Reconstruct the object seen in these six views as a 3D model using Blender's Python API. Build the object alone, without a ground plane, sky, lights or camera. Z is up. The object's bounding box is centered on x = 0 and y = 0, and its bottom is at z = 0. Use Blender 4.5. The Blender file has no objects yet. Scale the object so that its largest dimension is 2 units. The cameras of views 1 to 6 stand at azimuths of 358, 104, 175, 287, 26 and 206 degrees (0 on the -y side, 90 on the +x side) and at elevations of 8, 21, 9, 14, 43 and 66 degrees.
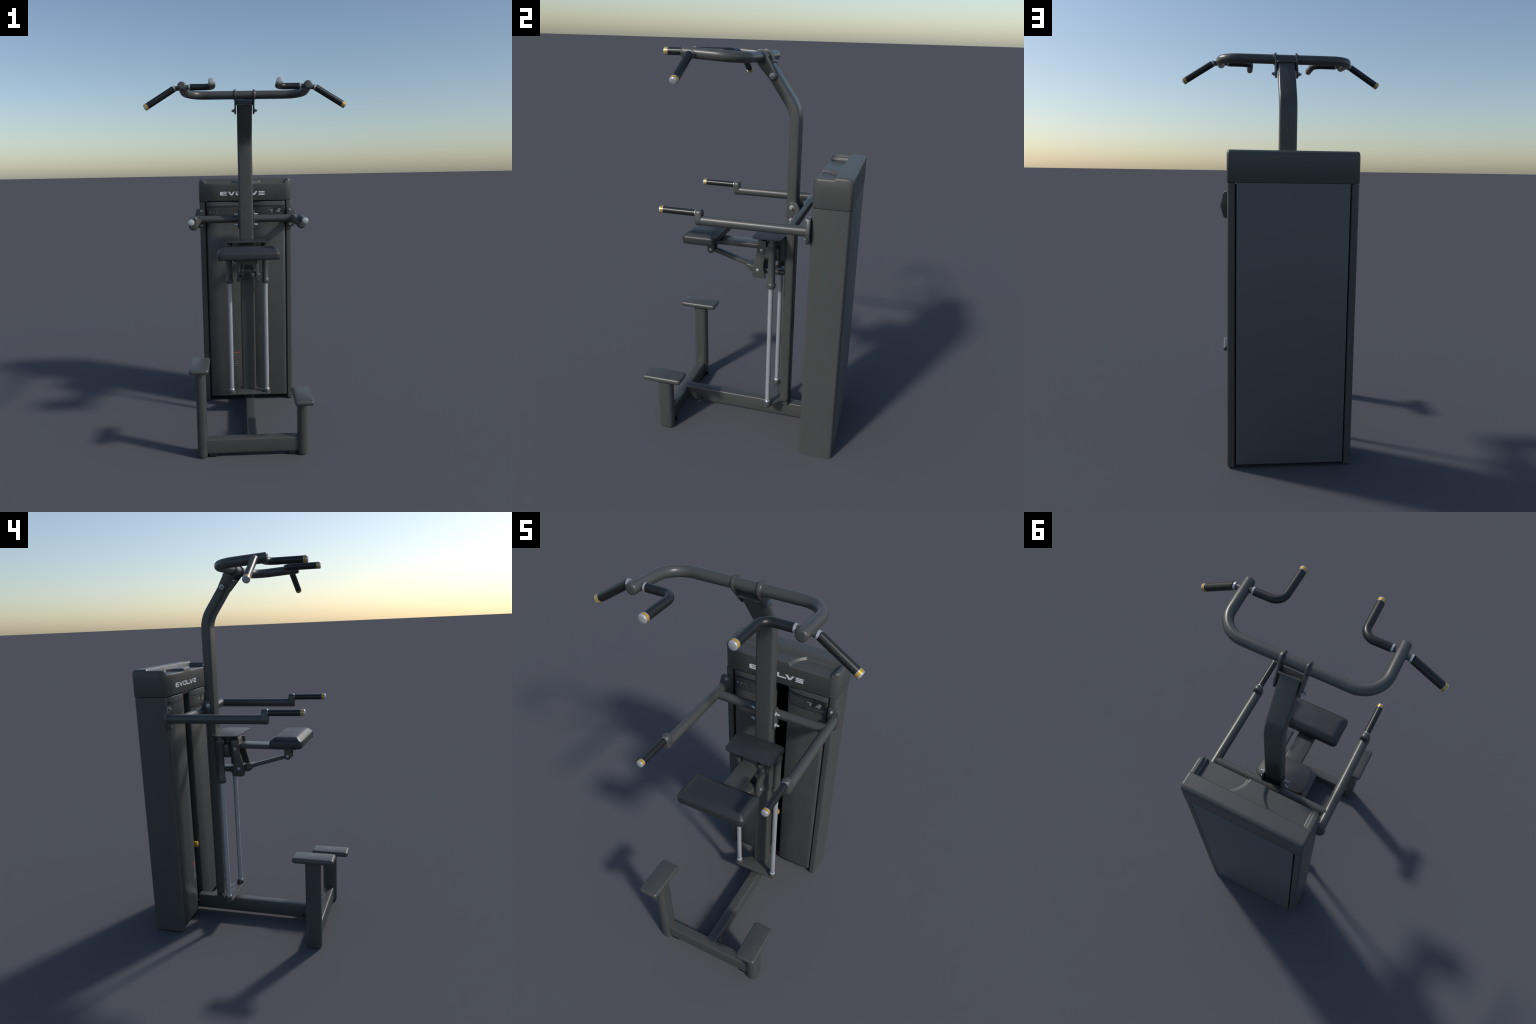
import bpy, bmesh, math, random
from mathutils import Vector, Matrix
random.seed(7)

# ------------------------------------------------------------------ materials
def srgb(r, g, b):
    f = lambda c: (c/255/12.92) if c <= 10 else ((c/255+.055)/1.055)**2.4
    return (f(r), f(g), f(b), 1)

def material(name, col, rough=.45, metal=0., var=.12, scale=18., bump=.04, bscale=500., spec=.5,
             stretch=(1, 1, 1), rvar=.08, chips=None, coat=0.):
    m = bpy.data.materials.new(name); m.use_nodes = True
    nt = m.node_tree; N = nt.nodes; L = nt.links
    p = N['Principled BSDF']
    tc = N.new('ShaderNodeTexCoord'); mp = N.new('ShaderNodeMapping'); mp.inputs['Scale'].default_value = stretch
    L.new(tc.outputs['Object'], mp.inputs['Vector'])
    n = N.new('ShaderNodeTexNoise'); n.inputs['Scale'].default_value = scale; n.inputs['Detail'].default_value = 6
    L.new(mp.outputs['Vector'], n.inputs['Vector'])
    r = N.new('ShaderNodeValToRGB')
    a = tuple(c*(1-var) for c in col[:3])+(1,); b = tuple(min(1, c*(1+var)) for c in col[:3])+(1,)
    r.color_ramp.elements[0].position = .3; r.color_ramp.elements[0].color = a
    r.color_ramp.elements[1].position = .7; r.color_ramp.elements[1].color = b
    L.new(n.outputs['Fac'], r.inputs['Fac'])
    out = r.outputs['Color']
    if chips:
        col2, thr, sc = chips
        v = N.new('ShaderNodeTexNoise'); v.inputs['Scale'].default_value = sc; v.inputs['Detail'].default_value = 3
        L.new(mp.outputs['Vector'], v.inputs['Vector'])
        cr = N.new('ShaderNodeValToRGB'); cr.color_ramp.elements[0].position = thr; cr.color_ramp.elements[1].position = thr+.02
        L.new(v.outputs['Fac'], cr.inputs['Fac'])
        mx = N.new('ShaderNodeMix'); mx.data_type = 'RGBA'
        L.new(cr.outputs['Color'], mx.inputs['Factor']); L.new(out, mx.inputs['A']); mx.inputs['B'].default_value = col2
        out = mx.outputs['Result']
    L.new(out, p.inputs['Base Color'])
    mr = N.new('ShaderNodeMapRange'); mr.inputs['To Min'].default_value = rough-rvar; mr.inputs['To Max'].default_value = rough+rvar
    L.new(n.outputs['Fac'], mr.inputs['Value']); L.new(mr.outputs['Result'], p.inputs['Roughness'])
    p.inputs['Metallic'].default_value = metal
    p.inputs['Specular IOR Level'].default_value = spec
    p.inputs['Coat Weight'].default_value = coat
    if bump:
        n2 = N.new('ShaderNodeTexNoise'); n2.inputs['Scale'].default_value = bscale; n2.inputs['Detail'].default_value = 2
        L.new(mp.outputs['Vector'], n2.inputs['Vector'])
        bp = N.new('ShaderNodeBump'); bp.inputs['Strength'].default_value = bump; bp.inputs['Distance'].default_value = .002
        L.new(n2.outputs['Fac'], bp.inputs['Height']); L.new(bp.outputs['Normal'], p.inputs['Normal'])
    return m

PAINT = material('powder_coat', srgb(72, 74, 73), .35, var=.04)
SHELL = material('cabinet_paint', srgb(73, 75, 74), .42, var=.025, rvar=.03, scale=8)
PANELM = material('panel_plastic', srgb(78, 80, 79), .38, var=.06)
BACKM = material('back_panel_pale_grey', srgb(89, 92, 93), .48, var=.02)
VINYL = material('seat_vinyl', srgb(46, 49, 52), .42, var=.08, bump=.12, bscale=260)
MATTE = material('rubber_mat', srgb(48, 50, 53), .42, var=.1, bump=.2, bscale=300)
GRIP = material('grip_rubber', srgb(30, 32, 33), .36, var=.12, bump=.05, bscale=240)
CHROME = material('chrome', srgb(190, 192, 196), .25, .4, var=.06, bump=.02)
ROD = material('guide_rod_steel', srgb(182, 185, 190), .36, .4, var=.07, stretch=(1, 1, .12), scale=120, bump=.05,
               chips=(srgb(70, 72, 76), .70, 160))
BOLT = material('bolt_steel', srgb(160, 163, 168), .3, .5, var=.1)
GOLD = material('gold_band', srgb(206, 164, 58), .3, .35, var=.08)
BLACK = material('black_iron', srgb(14, 14, 15), .6, var=.2)
HOLE = material('hole_black', srgb(5, 5, 6), .8, var=.1)
WHITE = material('white_print', srgb(222, 225, 228), .5, var=.04, bump=0)
BAND = material('decal_band', srgb(78, 80, 82), .4, var=.08, bump=0)
DARKBAND = material('decal_dark', srgb(40, 42, 43), .4, var=.1, bump=0)
FIELD = material('decal_field', srgb(60, 61, 61), .4, var=.16, scale=60, bump=0)
FAINT = material('faint_print', srgb(86, 88, 90), .5, var=.2, bump=0)
PALE = material('pale_print', srgb(134, 136, 138), .5, var=.15, bump=0)
PINK = material('pink_print', srgb(108, 92, 94), .5, var=.15, bump=0)
RED = material('red_print', srgb(142, 86, 72), .5, var=.1, bump=0)
LABEL = material('label_print', srgb(112, 111, 110), .5, var=.2, bump=0)

# ------------------------------------------------------------------ object tools
ROOT = bpy.data.objects.new('assisted_pull_up_machine', None)
bpy.context.scene.collection.objects.link(ROOT)
ROOT['label'] = 'dark grey assisted pull-up and dip machine with weight cabinet'
ROOT['category'] = 'gym machine'
WORLD = {ROOT.name: Vector((0, 0, 0))}

def emit(name, bm, mat, parent=None, angle=35, bevel=0, segs=2, flat=False):
    bmesh.ops.remove_doubles(bm, verts=bm.verts, dist=1e-6)
    bmesh.ops.recalc_face_normals(bm, faces=bm.faces)
    if bevel:
        es = [e for e in bm.edges if e.is_manifold and e.calc_face_angle(0) > math.radians(32)]
        bmesh.ops.bevel(bm, geom=es, offset=bevel, segments=segs, profile=.5, affect='EDGES', clamp_overlap=True)
    lo = Vector([min(v.co[i] for v in bm.verts) for i in range(3)]); hi = Vector([max(v.co[i] for v in bm.verts) for i in range(3)])
    c = (lo+hi)/2
    bmesh.ops.translate(bm, verts=bm.verts, vec=-c)
    me = bpy.data.meshes.new(name); bm.to_mesh(me); bm.free()
    for p in me.polygons: p.use_smooth = not flat
    if not flat: me.set_sharp_from_angle(angle=math.radians(angle))
    me.materials.append(mat)
    o = bpy.data.objects.new(name, me); bpy.context.scene.collection.objects.link(o)
    place(o, c, parent)
    return o

def place(o, c, parent):
    parent = parent or ROOT
    o.parent = parent; o.location = c-WORLD[parent.name]; WORLD[o.name] = Vector(c)

def repeat(src, c, parent=None, rot=None):
    o = src.copy(); bpy.context.scene.collection.objects.link(o)
    if rot: o.rotation_euler = rot
    place(o, Vector(c), parent); return o

def rings(bm, rs, cap=True, closed=False):
    vs = [[bm.verts.new(p) for p in r] for r in rs]
    n = len(vs[0]); m = len(vs)
    for i in range(m if closed else m-1):
        a, b = vs[i], vs[(i+1) % m]
        for j in range(n):
            bm.faces.new((a[j], a[(j+1) % n], b[(j+1) % n], b[j]))
    if cap and not closed:
        bm.faces.new(vs[0][::-1]); bm.faces.new(vs[-1])
    return vs

def circle(r, n=28): return [(r*math.cos(2*math.pi*i/n), r*math.sin(2*math.pi*i/n)) for i in range(n)]

def rrect(w, h, r, n=6):
    """rounded rectangle outline, full width w and height h, centred"""
    out = []
    for cx, cy, a0 in ((w/2-r, h/2-r, 0), (-w/2+r, h/2-r, 90), (-w/2+r, -h/2+r, 180), (w/2-r, -h/2+r, 270)):
        for i in range(n+1):
            a = math.radians(a0+90*i/n); out.append((cx+r*math.cos(a), cy+r*math.sin(a)))
    return out

def fillet(pts, r, n=10):
    """round the inner corners of a polyline; r single or per-corner list"""
    P = [Vector(p) for p in pts]; out = [P[0]]
    for i in range(1, len(P)-1):
        rr = r[i-1] if isinstance(r, (list, tuple)) else r
        a = (P[i-1]-P[i]).normalized(); b = (P[i+1]-P[i]).normalized()
        ang = a.angle(b); t = rr/math.tan(ang/2)
        c = P[i]+(a+b).normalized()*(rr/math.sin(ang/2))
        s = P[i]+a*t-c; e = P[i]+b*t-c; tot = s.angle(e); ax = s.cross(e).normalized()
        for k in range(n+1): out.append(c+Matrix.Rotation(tot*k/n, 3, ax) @ s)
    out.append(P[-1]); return out

def sweep(bm, path, section, up=None, scales=None, cap=True):
    P = [Vector(p) for p in path]; n = len(P); rs = []
    T = [((P[min(i+1, n-1)]-P[max(i-1, 0)])).normalized() for i in range(n)]
    side = None
    for i in range(n):
        if up is not None: s = Vector(up)
        else:
            if side is None:
                s = T[0].cross(Vector((0, 0, 1)))
                if s.length < .1: s = T[0].cross(Vector((0, 1, 0)))
            else: s = side-T[i]*side.dot(T[i])
        s.normalize(); side = s; w = T[i].cross(s).normalized()
        k = scales[i] if scales else 1
        rs.append([P[i]+s*(x*k)+w*(y*k) for x, y in section])
    return rings(bm, rs, cap)

def tube(bm, pts, r, fil=None, n=28, round_end=0.):
    path = fillet(pts, fil) if fil else [Vector(p) for p in pts]
    sc = None
    if round_end:
        def dome(p, q):
            d = (p-q).normalized(); out = []; k = 5
            for i in range(k+1):
                a = math.pi/2*i/k; out.append((p-d*round_end*(1-math.sin(a)), (r-round_end*(1-math.cos(a)))/r))
            return out
        h = dome(path[0], path[1])[::-1]; t = dome(path[-1], path[-2])
        sc = [x[1] for x in h]+[1]*(len(path)-2)+[x[1] for x in t]
        path = [x[0] for x in h]+path[1:-1]+[x[0] for x in t]
        # tangent guard: nudge coincident points
        for i in range(1, len(path)):
            if (path[i]-path[i-1]).length < 1e-6: path[i] = path[i]+(path[i]-path[max(i-2, 0)]).normalized()*1e-5
    sweep(bm, path, circle(r, n), scales=sc)

def lathe(bm, base, axis, prof, n=28):
    """revolve (t, r) pairs around axis from base"""
    d = Vector(axis).normalized(); b = Vector(base)
    s = d.cross(Vector((0, 0, 1)))
    if s.length < .1: s = d.cross(Vector((0, 1, 0)))
    s.normalize(); w = d.cross(s)
    rings(bm, [[b+d*t+s*(max(r, 1e-4)*x)+w*(max(r, 1e-4)*y) for x, y in circle(1, n)] for t, r in prof])

AX = {'x': (Vector((0, 1, 0)), Vector((0, 0, 1)), Vector((1, 0, 0))),
      'y': (Vector((1, 0, 0)), Vector((0, 0, 1)), Vector((0, 1, 0))),
      'z': (Vector((1, 0, 0)), Vector((0, 1, 0)), Vector((0, 0, 1)))}
def extrude(bm, poly, axis, a, b):
    """extrude a 2D outline along an axis from a to b: x->(y,z), y->(x,z), z->(x,y)"""
    u, v, w = AX[axis]
    rings(bm, [[u*p[0]+v*p[1]+w*t for p in poly] for t in (a, b)])

def box(bm, x0, x1, y0, y1, z0, z1):
    extrude(bm, [(x0, y0), (x1, y0), (x1, y1), (x0, y1)], 'z', z0, z1)

def cushion(bm, cx, cy, w, d, r, sections, n=6):
    """stack of inset rounded rectangles: (z, inset)"""
    rs = []
    for z, i in sections:
        rs.append([Vector((cx+x, cy+y, z)) for x, y in rrect(w-2*i, d-2*i, max(r-i*.6, .003), n)])
    rings(bm, rs)

def arc(cx, cy, r, a0, a1, n=8):
    return [(cx+r*math.cos(math.radians(a0+(a1-a0)*i/n)), cy+r*math.sin(math.radians(a0+(a1-a0)*i/n))) for i in range(n+1)]

def hull2(c1, r1, c2, r2, n=14):
    """tapered obround: outline round two circles"""
    dx, dy = c2[0]-c1[0], c2[1]-c1[1]; d = math.hypot(dx, dy); a = math.degrees(math.atan2(dy, dx))
    k = math.degrees(math.acos((r1-r2)/d))
    return arc(*c1, r1, a+k, a+360-k, n)+arc(*c2, r2, a-k, a+k, n)

def bolt_mesh(name, c, axis, r, h, mat=BOLT, parent=None):
    bm = bmesh.new()
    lathe(bm, Vector(c), axis, [(-.004, r*1.35), (.0015, r*1.35), (.002, r), (h*.7, r), (h, r*.7), (h+.0003, 0)], 12)
    return emit(name, bm, mat, parent, angle=40)

S = (-1, 1)
# ------------------------------------------------------------------ base frame
bm = bmesh.new()
sweep(bm, [(0, -.392, .061), (0, .352, .061)], rrect(.052, .084, .007, 3), up=(1, 0, 0))
beam = emit('base_beam', bm, PAINT)
for z, y in ((.037, -.295),):
    for s in S:
        bm = bmesh.new(); lathe(bm, (s*.0255, y, z), (s, 0, 0), [(0, .0075), (.0012, .0075)], 8)
        emit('bolt_hole', bm, HOLE, beam)
bm = bmesh.new()
sweep(bm, [(-.255, -.407, .059), (.255, -.407, .059)], rrect(.052, .082, .007, 3), up=(0, 1, 0))
cross = emit('cross_beam', bm, PAINT)
for s in S:
    bm = bmesh.new(); box(bm, s*.215-.022, s*.215+.022, -.43, -.384, .001, .019)
    emit('rubber_foot', bm, BLACK, cross, bevel=.003)

def leg_and_step(sx, top):
    cx = sx*.2715
    bm = bmesh.new()
    rs = []
    for z, k in ((0, .006), (.004, .002), (.012, 0), (top-.02, 0)):
        rs.append([Vector((cx+x, -.4065+y, z)) for x, y in rrect(.053-2*k, .083-2*k, .0235-k, 6)])
    rings(bm, rs)
    leg = emit('step_leg', bm, PAINT)
    bm = bmesh.new(); box(bm, cx-sx*.0262-.002, cx-sx*.0262+.002, -.372, -.358, .02, .036)
    emit('leg_hole', bm, HOLE, leg)
    sc = sx*.274
    bm = bmesh.new()
    cushion(bm, sc, -.4115, .103, .216, .014, [(top-.029, .010), (top-.027, .005), (top-.020, .001), (top-.013, 0), (top-.006, .002), (top-.0015, .006), (top, .011)], 6)
    emit('footstep', bm, PAINT, angle=50)
leg_and_step(-1, .520); leg_and_step(1, .3355)

# ------------------------------------------------------------------ upright post
PY = .1975
bend = Vector((0, PY, 1.722)); dirn = Vector((0, -math.sin(math.radians(35)), math.cos(math.radians(35))))
ptop = bend+dirn*.243
bm = bmesh.new()
path = fillet([(0, .2035, .106), bend, ptop], .16, 14)   # leans very slightly forward
sweep(bm, path, rrect(.089, .051, .013, 5), up=(1, 0, 0))
post = emit('upright_post', bm, PAINT, angle=40)
# the foot of the post: guide-rod base plate
bm = bmesh.new()
front = [(-.112, .101), (-.06, .1005), (0, .1005), (.06, .1005), (.112, .101)]
back = arc(.112, .122, .021, -90, 60, 6)+[(.085, .172), (.06, .19), (.05, .222), (-.05, .222), (-.06, .19), (-.085, .172)]+arc(-.112, .122, .021, 120, 270, 6)
extrude(bm, front+back, 'z', .131, .141)
base_plate = emit('rod_base_plate', bm, PAINT, bevel=.002)
for s in S:
    bm = bmesh.new()
    lathe(bm, (s*.111, .1255, .136), (0, 0, 1), [(-.012, .012), (-.010, .018), (0, .0215), (.014, .0215), (.022, .019), (.026, .0165), (.026, .013)])
    emit('rod_socket', bm, PAINT, base_plate)
    bm = bmesh.new(); lathe(bm, (s*.111, .1255, .150), (0, 0, 1), [(0, .016), (.014, .016), (.016, .0145), (.018, .0145)])
    emit('rod_ferrule', bm, CHROME, base_plate)
    bm = bmesh.new(); lathe(bm, (s*.111, .1255, .15), (0, 0, 1), [(0, .0129), (.96, .0129)])
    emit('guide_rod', bm, ROD)

# ------------------------------------------------------------------ pull-up bar
BY, BZ = .0265, 1.961
EY, EZ = -.238, 1.9765
BX = .334
bm = bmesh.new()
tube(bm, [(-BX, EY, EZ), (-BX, BY, BZ), (BX, BY, BZ), (BX, EY, EZ)], .0235, [.105, .105], 32, .010)
bar = emit('pull_up_bar', bm, PAINT, angle=50)
BOLTC = (.086, 1.880)
for s in S:
    bm = bmesh.new()
    extrude(bm, hull2((BY+.002, BZ), .0325, BOLTC, .021), 'x', s*.0535-.0045, s*.0535+.0045)
    ear = emit('bar_bracket', bm, PAINT, bevel=.0025)
    bm = bmesh.new(); lathe(bm, (s*.0575, BY, BZ), (s, 0, 0), [(0, .0275), (.004, .027), (.007, .0245)])
    emit('weld_bead', bm, PAINT, ear)
    bm = bmesh.new(); lathe(bm, (s*.0575, *BOLTC), (s, 0, 0), [(0, .0145), (.003, .0145), (.0032, .010), (.010, .010), (.0105, .0065), (.017, .0065), (.018, .004)], 6)
    emit('bracket_bolt', bm, BOLT, ear, angle=20)
# cross web of the bracket, lying on the sloped post end
n = Vector((0, dirn.z, -dirn.y))
bm = bmesh.new()
c0 = ptop+dirn*.001
sweep(bm, [c0, c0+dirn*.008], rrect(.100, .068, .010, 3), up=(1, 0, 0))
emit('bracket_web', bm, PAINT, post, bevel=.0015)

# ------------------------------------------------------------------ grips
def grip(name, pts, r, fil=None, stub_from=None):
    """pts: start (at collar) ... tip"""
    P = [Vector(p) for p in pts]
    d1 = (P[-1]-P[-2]).normalized(); d0 = (P[1]-P[0]).normalized()
    tip = P[-1]; ge = tip-d1*.022
    bm = bmesh.new(); tube(bm, [P[0]]+P[1:-1]+[ge], r, fil, 24)
    g = emit(name, bm, GRIP, angle=50)
    bm = bmesh.new(); lathe(bm, ge, d1, [(0, r*.9), (.0005, r*1.03), (.0030, r*1.03), (.0035, r*.9)], 24); emit('trim_ring', bm, CHROME, g)
    bm = bmesh.new(); lathe(bm, ge+d1*.0033, d1, [(0, r*.9), (.0003, r*1.03), (.0105, r*1.03), (.0108, r*.9)], 24); emit('gold_band', bm, GOLD, g)
    bm = bmesh.new(); lathe(bm, ge+d1*.0138, d1, [(0, r*.9), (.0003, r*1.04), (.0035, r*1.04), (.0067, r*.88), (.0085, r*.6), (.0088, 0)], 16); emit('end_cap', bm, CHROME, g, angle=25)
    if stub_from is not None:
        b = Vector(stub_from); L = (P[0]-b).length; d = (P[0]-b).normalized()
        bm = bmesh.new(); lathe(bm, b, d, [(0, r*.75), (L-.012, r*.75), (L+.002, r*.75)], 20); emit('grip_stub', bm, PAINT, g)
        bm = bmesh.new(); lathe(bm, P[0]-d*.012, d, [(.003, r*.7), (.0035, r*.98), (.0125, r*.98), (.013, r*.8)], 24); emit('grip_collar', bm, CHROME, g)
    return g
for s in S:
    grip('pull_up_grip', [(s*.380, -.187, 1.968), (s*.540, -.193, 1.869)], .0172, None, (s*.335, -.186, 1.974))
    grip('pull_up_grip', [(s*.292, -.193, 1.9745), (s*.174, -.193, 1.9745), (s*.171, -.391, 1.9735)], .0172, .048, (s*.334, -.193, 1.9745))
    grip('dip_grip', [(s*.2965, -.203, 1.2655), (s*.2965, -.388, 1.2665)], .0162)

# ------------------------------------------------------------------ dip handles
AXX, AZ = .299, 1.2335
for s in S:
    bm = bmesh.new(); tube(bm, [(s*AXX, .330, AZ), (s*AXX, -.196, AZ)], .0242, None, 32)
    arm = emit('dip_arm', bm, PAINT)
    bm = bmesh.new()
    rs = []
    for y, k in ((-.172, .0035), (-.176, .0008), (-.182, 0), (-.195, 0), (-.201, .0018), (-.2045, .006), (-.206, .010)):
        rs.append([Vector((x, y, z)) for x, z in hull2((s*AXX, AZ), .0255-k, (s*.2965, 1.2645), .0225-k)])
    rings(bm, rs); emit('offset_knuckle', bm, PAINT, arm, angle=50)
    bm = bmesh.new(); lathe(bm, (s*.2965, -.2035, 1.2655), (0, -1, 0), [(0, .0165), (.0025, .0165), (.003, .015)]); emit('grip_collar', bm, CHROME, arm)
    # mounting flange on the cabinet pillar
    bm = bmesh.new()
    extrude(bm, [(s*x, z) for x, z in ((.266, 1.297), (.310, 1.297), (.317, 1.288), (.329, 1.236), (.329, 1.226), (.315, 1.180), (.308, 1.173), (.266, 1.173))], 'y', .326, .3445)
    fl = emit('arm_flange', bm, PAINT, bevel=.003)
    for z in (1.281, 1.190):
        bolt_mesh('flange_bolt', (s*.284, .326, z), (0, -1, 0), .0065, .010, parent=fl)
bm = bmesh.new(); tube(bm, [(-.292, .2495, AZ), (.292, .2495, AZ)], .0235, None, 32)
cb = emit('arm_cross_tube', bm, PAINT)
for s in S:
    bm = bmesh.new()
    extrude(bm, [(.192, 1.292), (.225, 1.292), (.242, 1.265), (.242, 1.20), (.225, 1.175), (.192, 1.175)], 'x', s*.049-.0045, s*.049+.0045)
    pb = emit('post_bracket', bm, PAINT, bevel=.002)
    for z in (1.266, 1.201):
        bm = bmesh.new()
        lathe(bm, (s*.0535, .203, z), (s, 0, 0), [(-.002, .0115), (.0025, .0115), (.003, .0055), (.016, .0055), (.020, .0045), (.0205, 0)], 14)
        emit('bracket_bolt', bm, CHROME, pb)

# ------------------------------------------------------------------ seat carriage
bm = bmesh.new(); cushion(bm, 0, .133, .118, .100, .02, [(.977, .004), (.981, 0), (1.10, 0)], 5)
car = emit('carriage_housing', bm, PAINT)
for s in S:   # webs that hold the sleeves
    bm = bmesh.new()
    extrude(bm, [(s*.05, 1.06), (s*.098, 1.06), (s*.098, 1.005), (s*.085, .988), (s*.05, .978)], 'y', .086, .155)
    emit('sleeve_web', bm, PAINT, car, bevel=.003)
    bm = bmesh.new()
    lathe(bm, (s*.111, .1255, 0), (0, 0, 1), [(.846, .0145), (.846, .019), (.850, .0225), (.862, .0235), (.870, .0225), (.874, .0195), (.876, .0185), (1.058, .0185),
          (1.062, .021), (1.070, .023), (1.083, .023), (1.090, .021), (1.094, .016), (1.104, .014)])
    emit('guide_sleeve', bm, PAINT)
    # curved side plates
    bm = bmesh.new()
    prof = [(.034, 1.078), (.081, 1.078), (.085, 1.04), (.083, 1.009), (.075, .983), (.0695, .956), (.070, .928), (.075, .906), (.080, .890), (.080, .872),
            (.024, .872), (.014, .876), (.0105, .886), (.0125, .916), (.019, .957), (.027, .985), (.0335, 1.008), (.034, 1.04)]
    extrude(bm, prof, 'x', s*.0575-.0085, s*.0575+.0085)
    sp = emit('pivot_side_plate', bm, PAINT, bevel=.002)
    for y, z in ((.058, 1.027), (.040, .9155)):
        bolt_mesh('pivot_bolt', (s*.066, y, z), (s, 0, 0), .0072, .005, parent=sp)
# knee rest top plate with slightly raised rim
bm = bmesh.new()
outline = arc(.100, .048, .030, -80, 0, 6)+arc(.100, .140, .034, 0, 75, 7)+[(.05, .178), (-.05, .178)]+arc(-.100, .140, .034, 105, 180, 7)+arc(-.100, .048, .030, 180, 260, 6)
extrude(bm, outline, 'z', 1.1065, 1.1125)
emit('carriage_top_plate', bm, MATTE, bevel=.0018)
bm = bmesh.new()
cushion(bm, 0, .070, .092, .056, .012, [(1.05, .0), (1.080, .003), (1.094, .012), (1.106, .019)], 4)
emit('pivot_hood', bm, PAINT, car)
# seat arm
bm = bmesh.new(); sweep(bm, [(0, -.28, 1.036), (0, .06, 1.040)], rrect(.094, .024, .005, 3), up=(1, 0, 0))
emit('seat_arm', bm, PAINT)
# seat cushion
bm = bmesh.new()
cushion(bm, .0015, -.2495, .338, .172, .020, [(1.055, .010), (1.056, .004), (1.060, .0008), (1.067, 0), (1.086, 0), (1.092, .001), (1.096, .004), (1.108, .0205), (1.1115, .0255), (1.1138, .030), (1.115, .038), (1.1155, .06)], 7)
seat = emit('seat_cushion', bm, VINYL, angle=60)
for s in S:
    for f in S:
        y0 = -.2495+f*.086
        bm = bmesh.new()
        tube(bm, [(s*.137, y0, 1.058), (s*.137, y0+f*.0006, 1.072), (s*.137, y0, 1.087), (s*.137, y0-f*.0012, 1.0925)], .0018, None, 10)
        emit('seat_seam', bm, VINYL, seat)
# pivot link below the seat
bm = bmesh.new()
cushion(bm, 0, -.225, .10, .085, .01, [(1.046, .004), (1.05, 0), (1.056, 0)], 4)
emit('seat_bracket', bm, PAINT)
LKA, LKB = Vector((0, -.23, .984)), Vector((0, -.022, .923))
for s in S:
    bm = bmesh.new()
    extrude(bm, [(-.212, 1.05)]+[(-.230+.018*math.cos(math.radians(-a)), .983+.018*math.sin(math.radians(-a))) for a in range(0, 181, 20)]+[(-.248, 1.05)], 'x', s*.0285-.0035, s*.0285+.0035)
    cl = emit('link_clevis', bm, PAINT, bevel=.0015)
    bolt_mesh('clevis_bolt', (s*.032, -.230, .984), (s, 0, 0), .0068, .005, parent=cl)
bm = bmesh.new(); lathe(bm, (-.030, -.23, .984), (1, 0, 0), [(0, .0125), (.06, .0125)]); lk = emit('link_eye', bm, PAINT)
bm = bmesh.new(); sweep(bm, [LKA, LKB], rrect(.040, .020, .005, 3), up=(1, 0, 0)); emit('seat_link', bm, PAINT)
bm = bmesh.new()
elbow = [(-.028, .938), (-.004, .932), (.05, .922), (.178, .915), (.178, .889), (.05, .889), (.0, .893), (-.016, .898), (-.024, .908), (-.032, .915)]
extrude(bm, elbow, 'x', -.039, .039); emit('pivot_lever', bm, PAINT, bevel=.009, segs=3)
bm = bmesh.new(); lathe(bm, (-.055, .040, .9155), (1, 0, 0), [(0, .016), (.11, .016)]); emit('pivot_axle', bm, PAINT)
bm = bmesh.new(); lathe(bm, (-.055, .058, 1.027), (1, 0, 0), [(0, .016), (.11, .016)]); emit('pivot_axle', bm, PAINT)

# ------------------------------------------------------------------ weight cabinet
CT = 1.344
bm = bmesh.new(); box(bm, -.25, .25, .4885, .4915, .03, 1.40)
box(bm, -.2603, -.245, .40, .491, .03, 1.33); box(bm, .245, .2603, .40, .491, .03, 1.33)
cab = emit('weight_cabinet_core', bm, BLACK)
for s in S:
    bm = bmesh.new()
    prof = [(s*.262, .348), (s*.266, .345)]+[(s*(.286+.010*math.cos(math.radians(a))), .355+.010*math.sin(math.radians(a))) for a in range(-90, 1, 15)]\
        + [(s*(.284+.012*math.cos(math.radians(a))), .505+.012*math.sin(math.radians(a))) for a in range(0, 91, 15)]+[(s*.264, .517), (s*.2605, .5135), (s*.2605, .36)]
    extrude(bm, prof, 'z', .006, CT-.0022)
    sp = emit('side_panel', bm, SHELL, cab, angle=30)
    for y in (.37, .485):
        bm = bmesh.new(); lathe(bm, (s*.276, y, 0), (0, 0, 1), [(0, .012), (.003, .0135), (.014, .0135)]); emit('levelling_foot', bm, BLACK, cab)
for s in S:
    bm = bmesh.new(); box(bm, min(s*.2557, s*.2618), max(s*.2557, s*.2618), .3515, .40, .031, 1.336)
    emit('groove_black_strip', bm, HOLE, cab)  # black strip recessed in the groove between pillar and shield
bm = bmesh.new(); box(bm, -.2545, .2545, .492, .5205, .018, CT-.001)
emit('back_panel', bm, BACKM, cab, bevel=.001)

bm = bmesh.new(); box(bm, -.2595, .2595, .362, .491, .022, .05); emit('cabinet_floor', bm, BLACK, cab)
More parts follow.
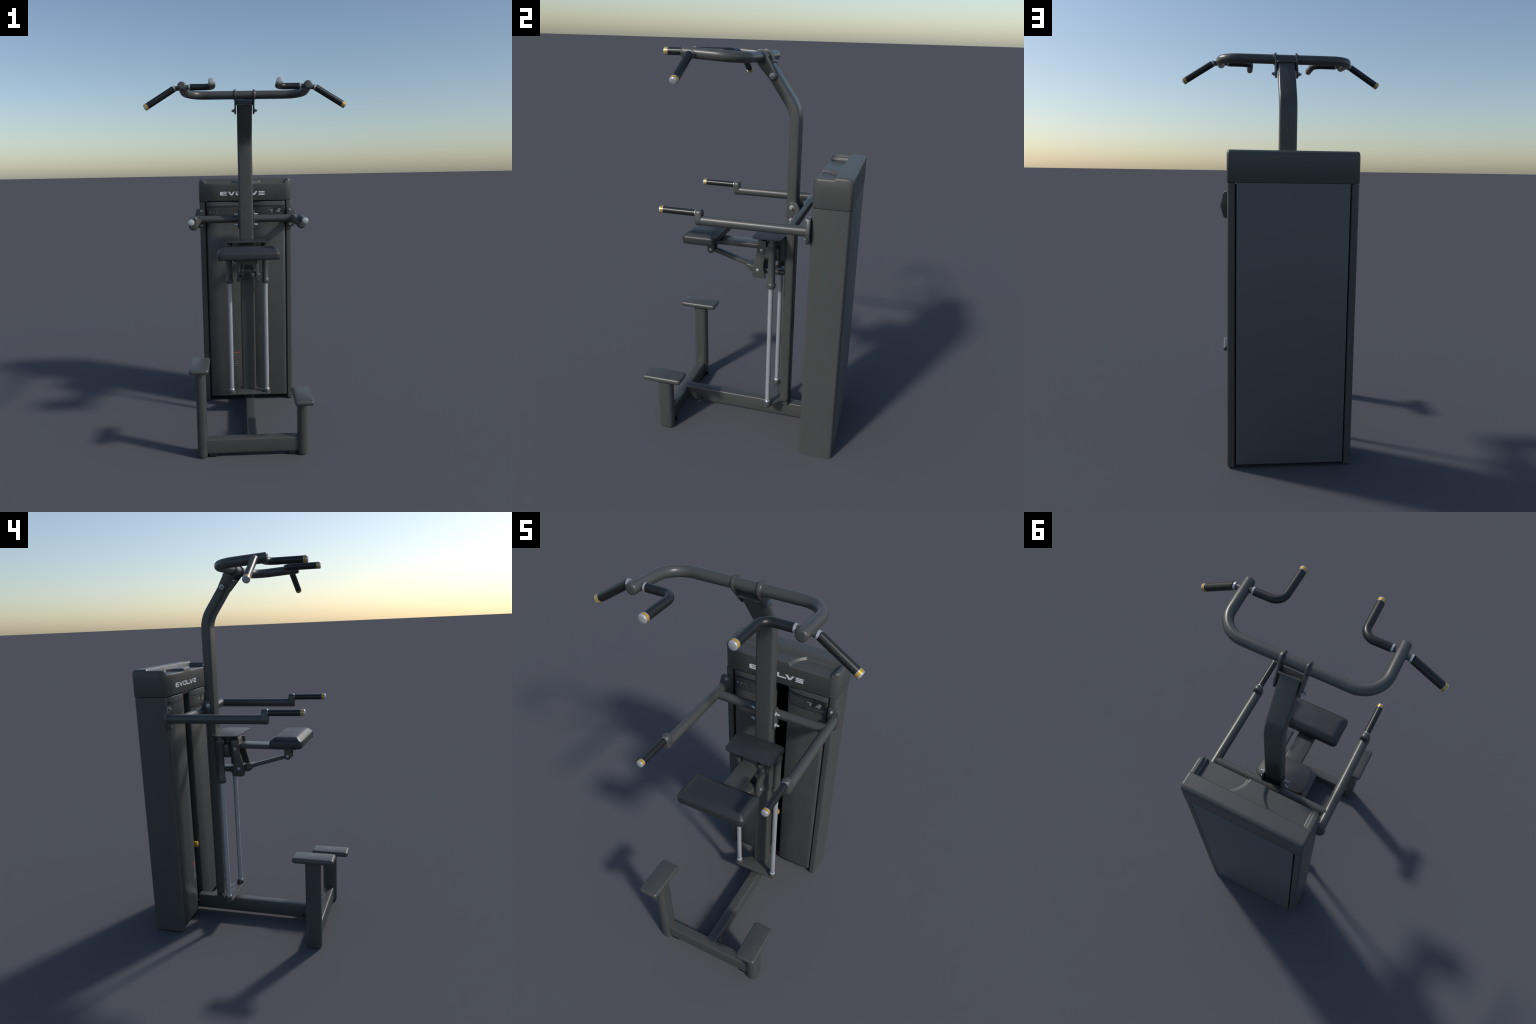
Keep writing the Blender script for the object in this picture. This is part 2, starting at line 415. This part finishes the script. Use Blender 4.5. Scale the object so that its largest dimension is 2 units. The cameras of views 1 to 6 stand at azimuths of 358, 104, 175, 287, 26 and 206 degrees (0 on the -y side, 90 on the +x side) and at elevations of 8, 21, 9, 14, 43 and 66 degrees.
# front shields, gently curved in plan
def shield_y(x):
    a = abs(x-.006); w = .249
    t = max(0, (.130-a)/.09)               # curls back towards the slot
    e = max(0, (a-.236)/.013)              # rolls in at the outer edge
    return .3425+.014*t**1.8+.004*e**2
def shield(x0, x1, z0, z1, off, depth, name, mat, parent, n=22, bev=0):
    bm = bmesh.new()
    xs = [x0+(x1-x0)*i/n for i in range(n+1)]
    poly = [(x, shield_y(x)-off) for x in xs]+[(x, shield_y(x)-off+depth) for x in xs[::-1]]
    extrude(bm, poly, 'z', z0, z1)
    return emit(name, bm, mat, parent, angle=30, bevel=bev)
SL, SR = -.033, .046
for x0, x1 in ((-.2555, SL), (SR, .2555)):
    shield(x0, x1, .031, 1.3385, 0, .045, 'front_shield', PANELM, cab, bev=.004)
# bridge over the slot with rounded corners
bm = bmesh.new()
extrude(bm, [(SL-.001, 1.3385), (SL-.001, 1.306)]+[(SL+.012-.012*math.cos(math.radians(a)), 1.316+.012*math.sin(math.radians(a))) for a in range(0, 91, 15)]
        + [(SR-.012+.012*math.sin(math.radians(a)), 1.316+.012*math.cos(math.radians(a))) for a in range(0, 91, 15)]+[(SR+.001, 1.306), (SR+.001, 1.3385)], 'y', .3575, .368)
emit('slot_bridge', bm, PANELM, cab)
# weights behind the slot
plate = None
for i in range(16):
    z = .06+i*.034
    if plate is None:
        bm = bmesh.new(); box(bm, -.075, .085, .474, .488, z, z+.031); plate = emit('weight_plate', bm, BLACK, cab, bevel=.002)
    else: repeat(plate, (.005, .481, z+.0155), cab)
bm = bmesh.new(); lathe(bm, (.006, .476, .64), (0, 0, 1), [(0, .007), (.68, .007)]); emit('lift_cable', bm, BLACK, cab)
bm = bmesh.new()
lathe(bm, (.013, .456, .416), (0, -1, 0), [(.074, .006), (.078, .006), (.080, .014), (.083, .018), (.088, .018), (.090, .0155), (.093, .0155), (.095, .018), (.100, .018), (.103, .015), (.104, .010), (.105, 0)], 24)
pin = emit('selector_pin', bm, GOLD, cab)
bm = bmesh.new(); lathe(bm, (.013, .476, .416), (0, -1, 0), [(0, .0055), (.099, .0055)], 14); emit('pin_shaft', bm, BLACK, pin)

# cap with sunken tray, centre hump, end walls and rear ridge
def ss(a, b, x):
    t = min(1, max(0, (x-a)/(b-a))); return t*t*(3-2*t)
CX = .298
def cap_front(x):
    a = abs(x)
    if a < .262: return .3395
    t = (a-.262)/(CX-.262); return .3395+.008*t+.020*(1-math.sqrt(max(0, 1-t**2.5)))
def cap_back(x):
    a = abs(x); r = .016
    if a < CX-r: return .5205
    return .5205-r+math.sqrt(max(0, r*r-(a-CX+r)**2))
def cap_height(x, y):
    z = 1.4545
    t = max(0, (y-.34)/.088)
    w = .044+.048*t**2.2
    z += .014*(1-ss(w-.006, w+.007, abs(x-.007)))
    a = abs(x)
    z = max(z, 1.4545+.014*ss(.254, .261, a)+.011*ss(.267, .275, a))
    z = max(z, 1.4545+.0325*ss(.424, .440, y))
    # edge rounding
    d = min(y-cap_front(x), 9); rf = .005+.006*ss(.256, .262, a)
    if d < rf: z -= rf-math.sqrt(max(0, rf*rf-(rf-d)**2))
    d = cap_back(x)-y; r = .022
    if d < r: z -= r-math.sqrt(max(0, r*r-(r-d)**2))
    d = CX-a; r = .012
    if d < r: z -= r-math.sqrt(max(0, r*r-(r-d)**2))
    return z
bm = bmesh.new()
NX = 180; NYc = 72
xs = []
for i in range(NX+1):
    t = -1+2*i/NX; xs.append(CX*(.75*t+.25*math.sin(t*math.pi/2)))
ts = [(.5-.5*math.cos(math.pi*j/NYc))*.5+.5*j/NYc for j in range(NYc+1)]
G = []
for x in xs:
    f, b = cap_front(x), cap_back(x); G.append([bm.verts.new((x, f+(b-f)*t, cap_height(x, f+(b-f)*t))) for t in ts])
for i in range(NX):
    for j in range(NYc): bm.faces.new((G[i][j], G[i+1][j], G[i+1][j+1], G[i][j+1]))
loop = [G[i][0] for i in range(NX+1)]+[G[NX][j] for j in range(1, NYc+1)]+[G[i][NYc] for i in range(NX-1, -1, -1)]+[G[0][j] for j in range(NYc-1, 0, -1)]
prev = loop
for dz, ins in ((1.4425, 0), (1.4415, 0), (1.347, 0), (CT, .0015), (CT, .012)):
    cur = [bm.verts.new((v.co.x*(1-ins/.29), .426+(v.co.y-.426)*(1-ins/.085), dz)) for v in loop]
    for k in range(len(loop)):
        k2 = (k+1) % len(loop); bm.faces.new((prev[k], cur[k], cur[k2], prev[k2]))
    prev = cur
bm.faces.new(prev)
cap = emit('cabinet_cap', bm, SHELL, cab, angle=40)

# lettering on the cap: polygon letters on a 0..1 box
LET = {
 'E': [[(0, .15), (.10, 0), (1, 0), (1, .21), (.30, .21), (.30, .40), (.92, .40), (.92, .60), (.30, .60), (.30, .79), (1, .79), (1, 1), (.10, 1), (0, .85)]],
 'V': [[(0, 1), (.24, 1), (.5, .30), (.76, 1), (1, 1), (.64, 0), (.36, 0)]],
 'O': [[(0, .12), (.10, 0), (.88, 0), (1, .12), (1, .88), (.88, 1), (.30, 1), (.30, .78), (.76, .78), (.76, .22), (.24, .22), (.24, .62), (0, .62)], [(0, .74), (.18, .74), (.18, 1), (.08, 1), (0, .9)]],
 'L': [[(0, 1), (.2, 1), (.2, .24), (1, .24), (1, 0), (.08, 0), (0, .1)]],
 'B': [[(0, 0), (1, 0), (1, .22), (0, .22)], [(0, .39), (1, .39), (1, .61), (0, .61)], [(0, .78), (1, .78), (1, 1), (0, 1)]],
}
Z0, ZH = 1.379, .0235
for ch, a, b in (('E', -.161, -.116), ('V', -.110, -.066), ('O', -.060, -.017), ('L', -.011, .036), ('V', .032, .078), ('B', .086, .125)):
    bm = bmesh.new()
    for poly in LET[ch]:
        extrude(bm, [(a+(b-a)*x, Z0+ZH*y) for x, y in poly], 'y', .3380, .3400)
    emit('letter', bm, WHITE, cab, flat=True)

# instruction decals on the shields
for x0, x1 in ((-.2535, SL-.001), (SR+.001, .2535)):
    shield(x0, x1, 1.3125, 1.3345, .0016, .003, 'decal_header', BAND, cab)
    shield(x0, x1, 1.301, 1.3125, .0009, .003, 'decal_stripe', DARKBAND, cab)
    shield(x0, x1, 1.236, 1.301, .0009, .003, 'decal_field', FIELD, cab)
def marks(name, mat, items):
    """printed marks that follow the shield: (x0, x1, z0, z1)"""
    bm = bmesh.new()
    for x0, x1, z0, z1 in items:
        o = .0022
        extrude(bm, [(x0, shield_y(x0)-o), (x1, shield_y(x1)-o), (x1, shield_y(x1)), (x0, shield_y(x0))], 'z', z0, z1)
    ob = emit(name, bm, mat, cab, flat=True); ob['kind'] = 'stuff'; return ob
rnd = random.Random(3)
def textrow(x0, x1, z, h):
    out = []; x = x0
    while x < x1:
        w = rnd.uniform(.0025, .006); out.append((x, min(x+w, x1), z+rnd.uniform(0, .001), z+h)); x += w+rnd.uniform(.0008, .0035)
    return out
hd = []
for a, b in ((-.208, -.105), (-.085, -.04), (.08, .13), (.14, .20)): hd += textrow(a, b, 1.3195, .0062)
marks('header_text', FAINT, hd)
rows = []
for k in range(6): rows += textrow(-.155, -.045, 1.243+k*.0085, .0022)
for k in range(3): rows += textrow(-.235, -.165, 1.240+k*.007, .0022)
for k in range(6): rows += textrow(.06, .135, 1.243+k*.0085, .0022)
for k in range(3): rows += textrow(.15, .24, 1.240+k*.007, .0022)
marks('small_text', FAINT, rows)
def wedge(x, z, w): return [(x-w*k, x+w*k, z+.010*(1-k)-.0005, z+.010*(1-k)+.0026) for k in (1, .8, .6, .4, .2)]
marks('warning_icon', PALE, wedge(-.228, 1.268, .007)); marks('warning_icon', PALE, [(-.209, -.205, 1.268, 1.281)]); marks('warning_icon', PINK, wedge(-.185, 1.268, .008))
marks('exercise_icon', PALE, [(.150, .176, 1.281, 1.2845), (.166, .174, 1.268, 1.281)])
marks('exercise_icon', DARKBAND, [(.181, .247, 1.2655, 1.300)])
bm = bmesh.new()
for x0, x1, z0, z1 in ((.203, .222, 1.268, 1.282), (.212, .227, 1.280, 1.291), (.198, .206, 1.268, 1.276)):
    extrude(bm, [(x0, shield_y(x0)-.0032), (x1, shield_y(x1)-.0032), (x1, shield_y(x1)), (x0, shield_y(x0))], 'z', z0, z1)
emit('exercise_icon', bm, PALE, cab, flat=True)
# warning label low on the shield
marks('label_heading', RED, [(-.100, -.052, .327, .334)])
lab = []
for k in range(7): lab += textrow(-.096, -.054, .3165-k*.0135, .0045) if k not in (3,) else textrow(-.096, -.07, .3165-k*.0135, .004)
lab += [(-.062, -.055, .222, .226)]
marks('label_text', LABEL, lab)
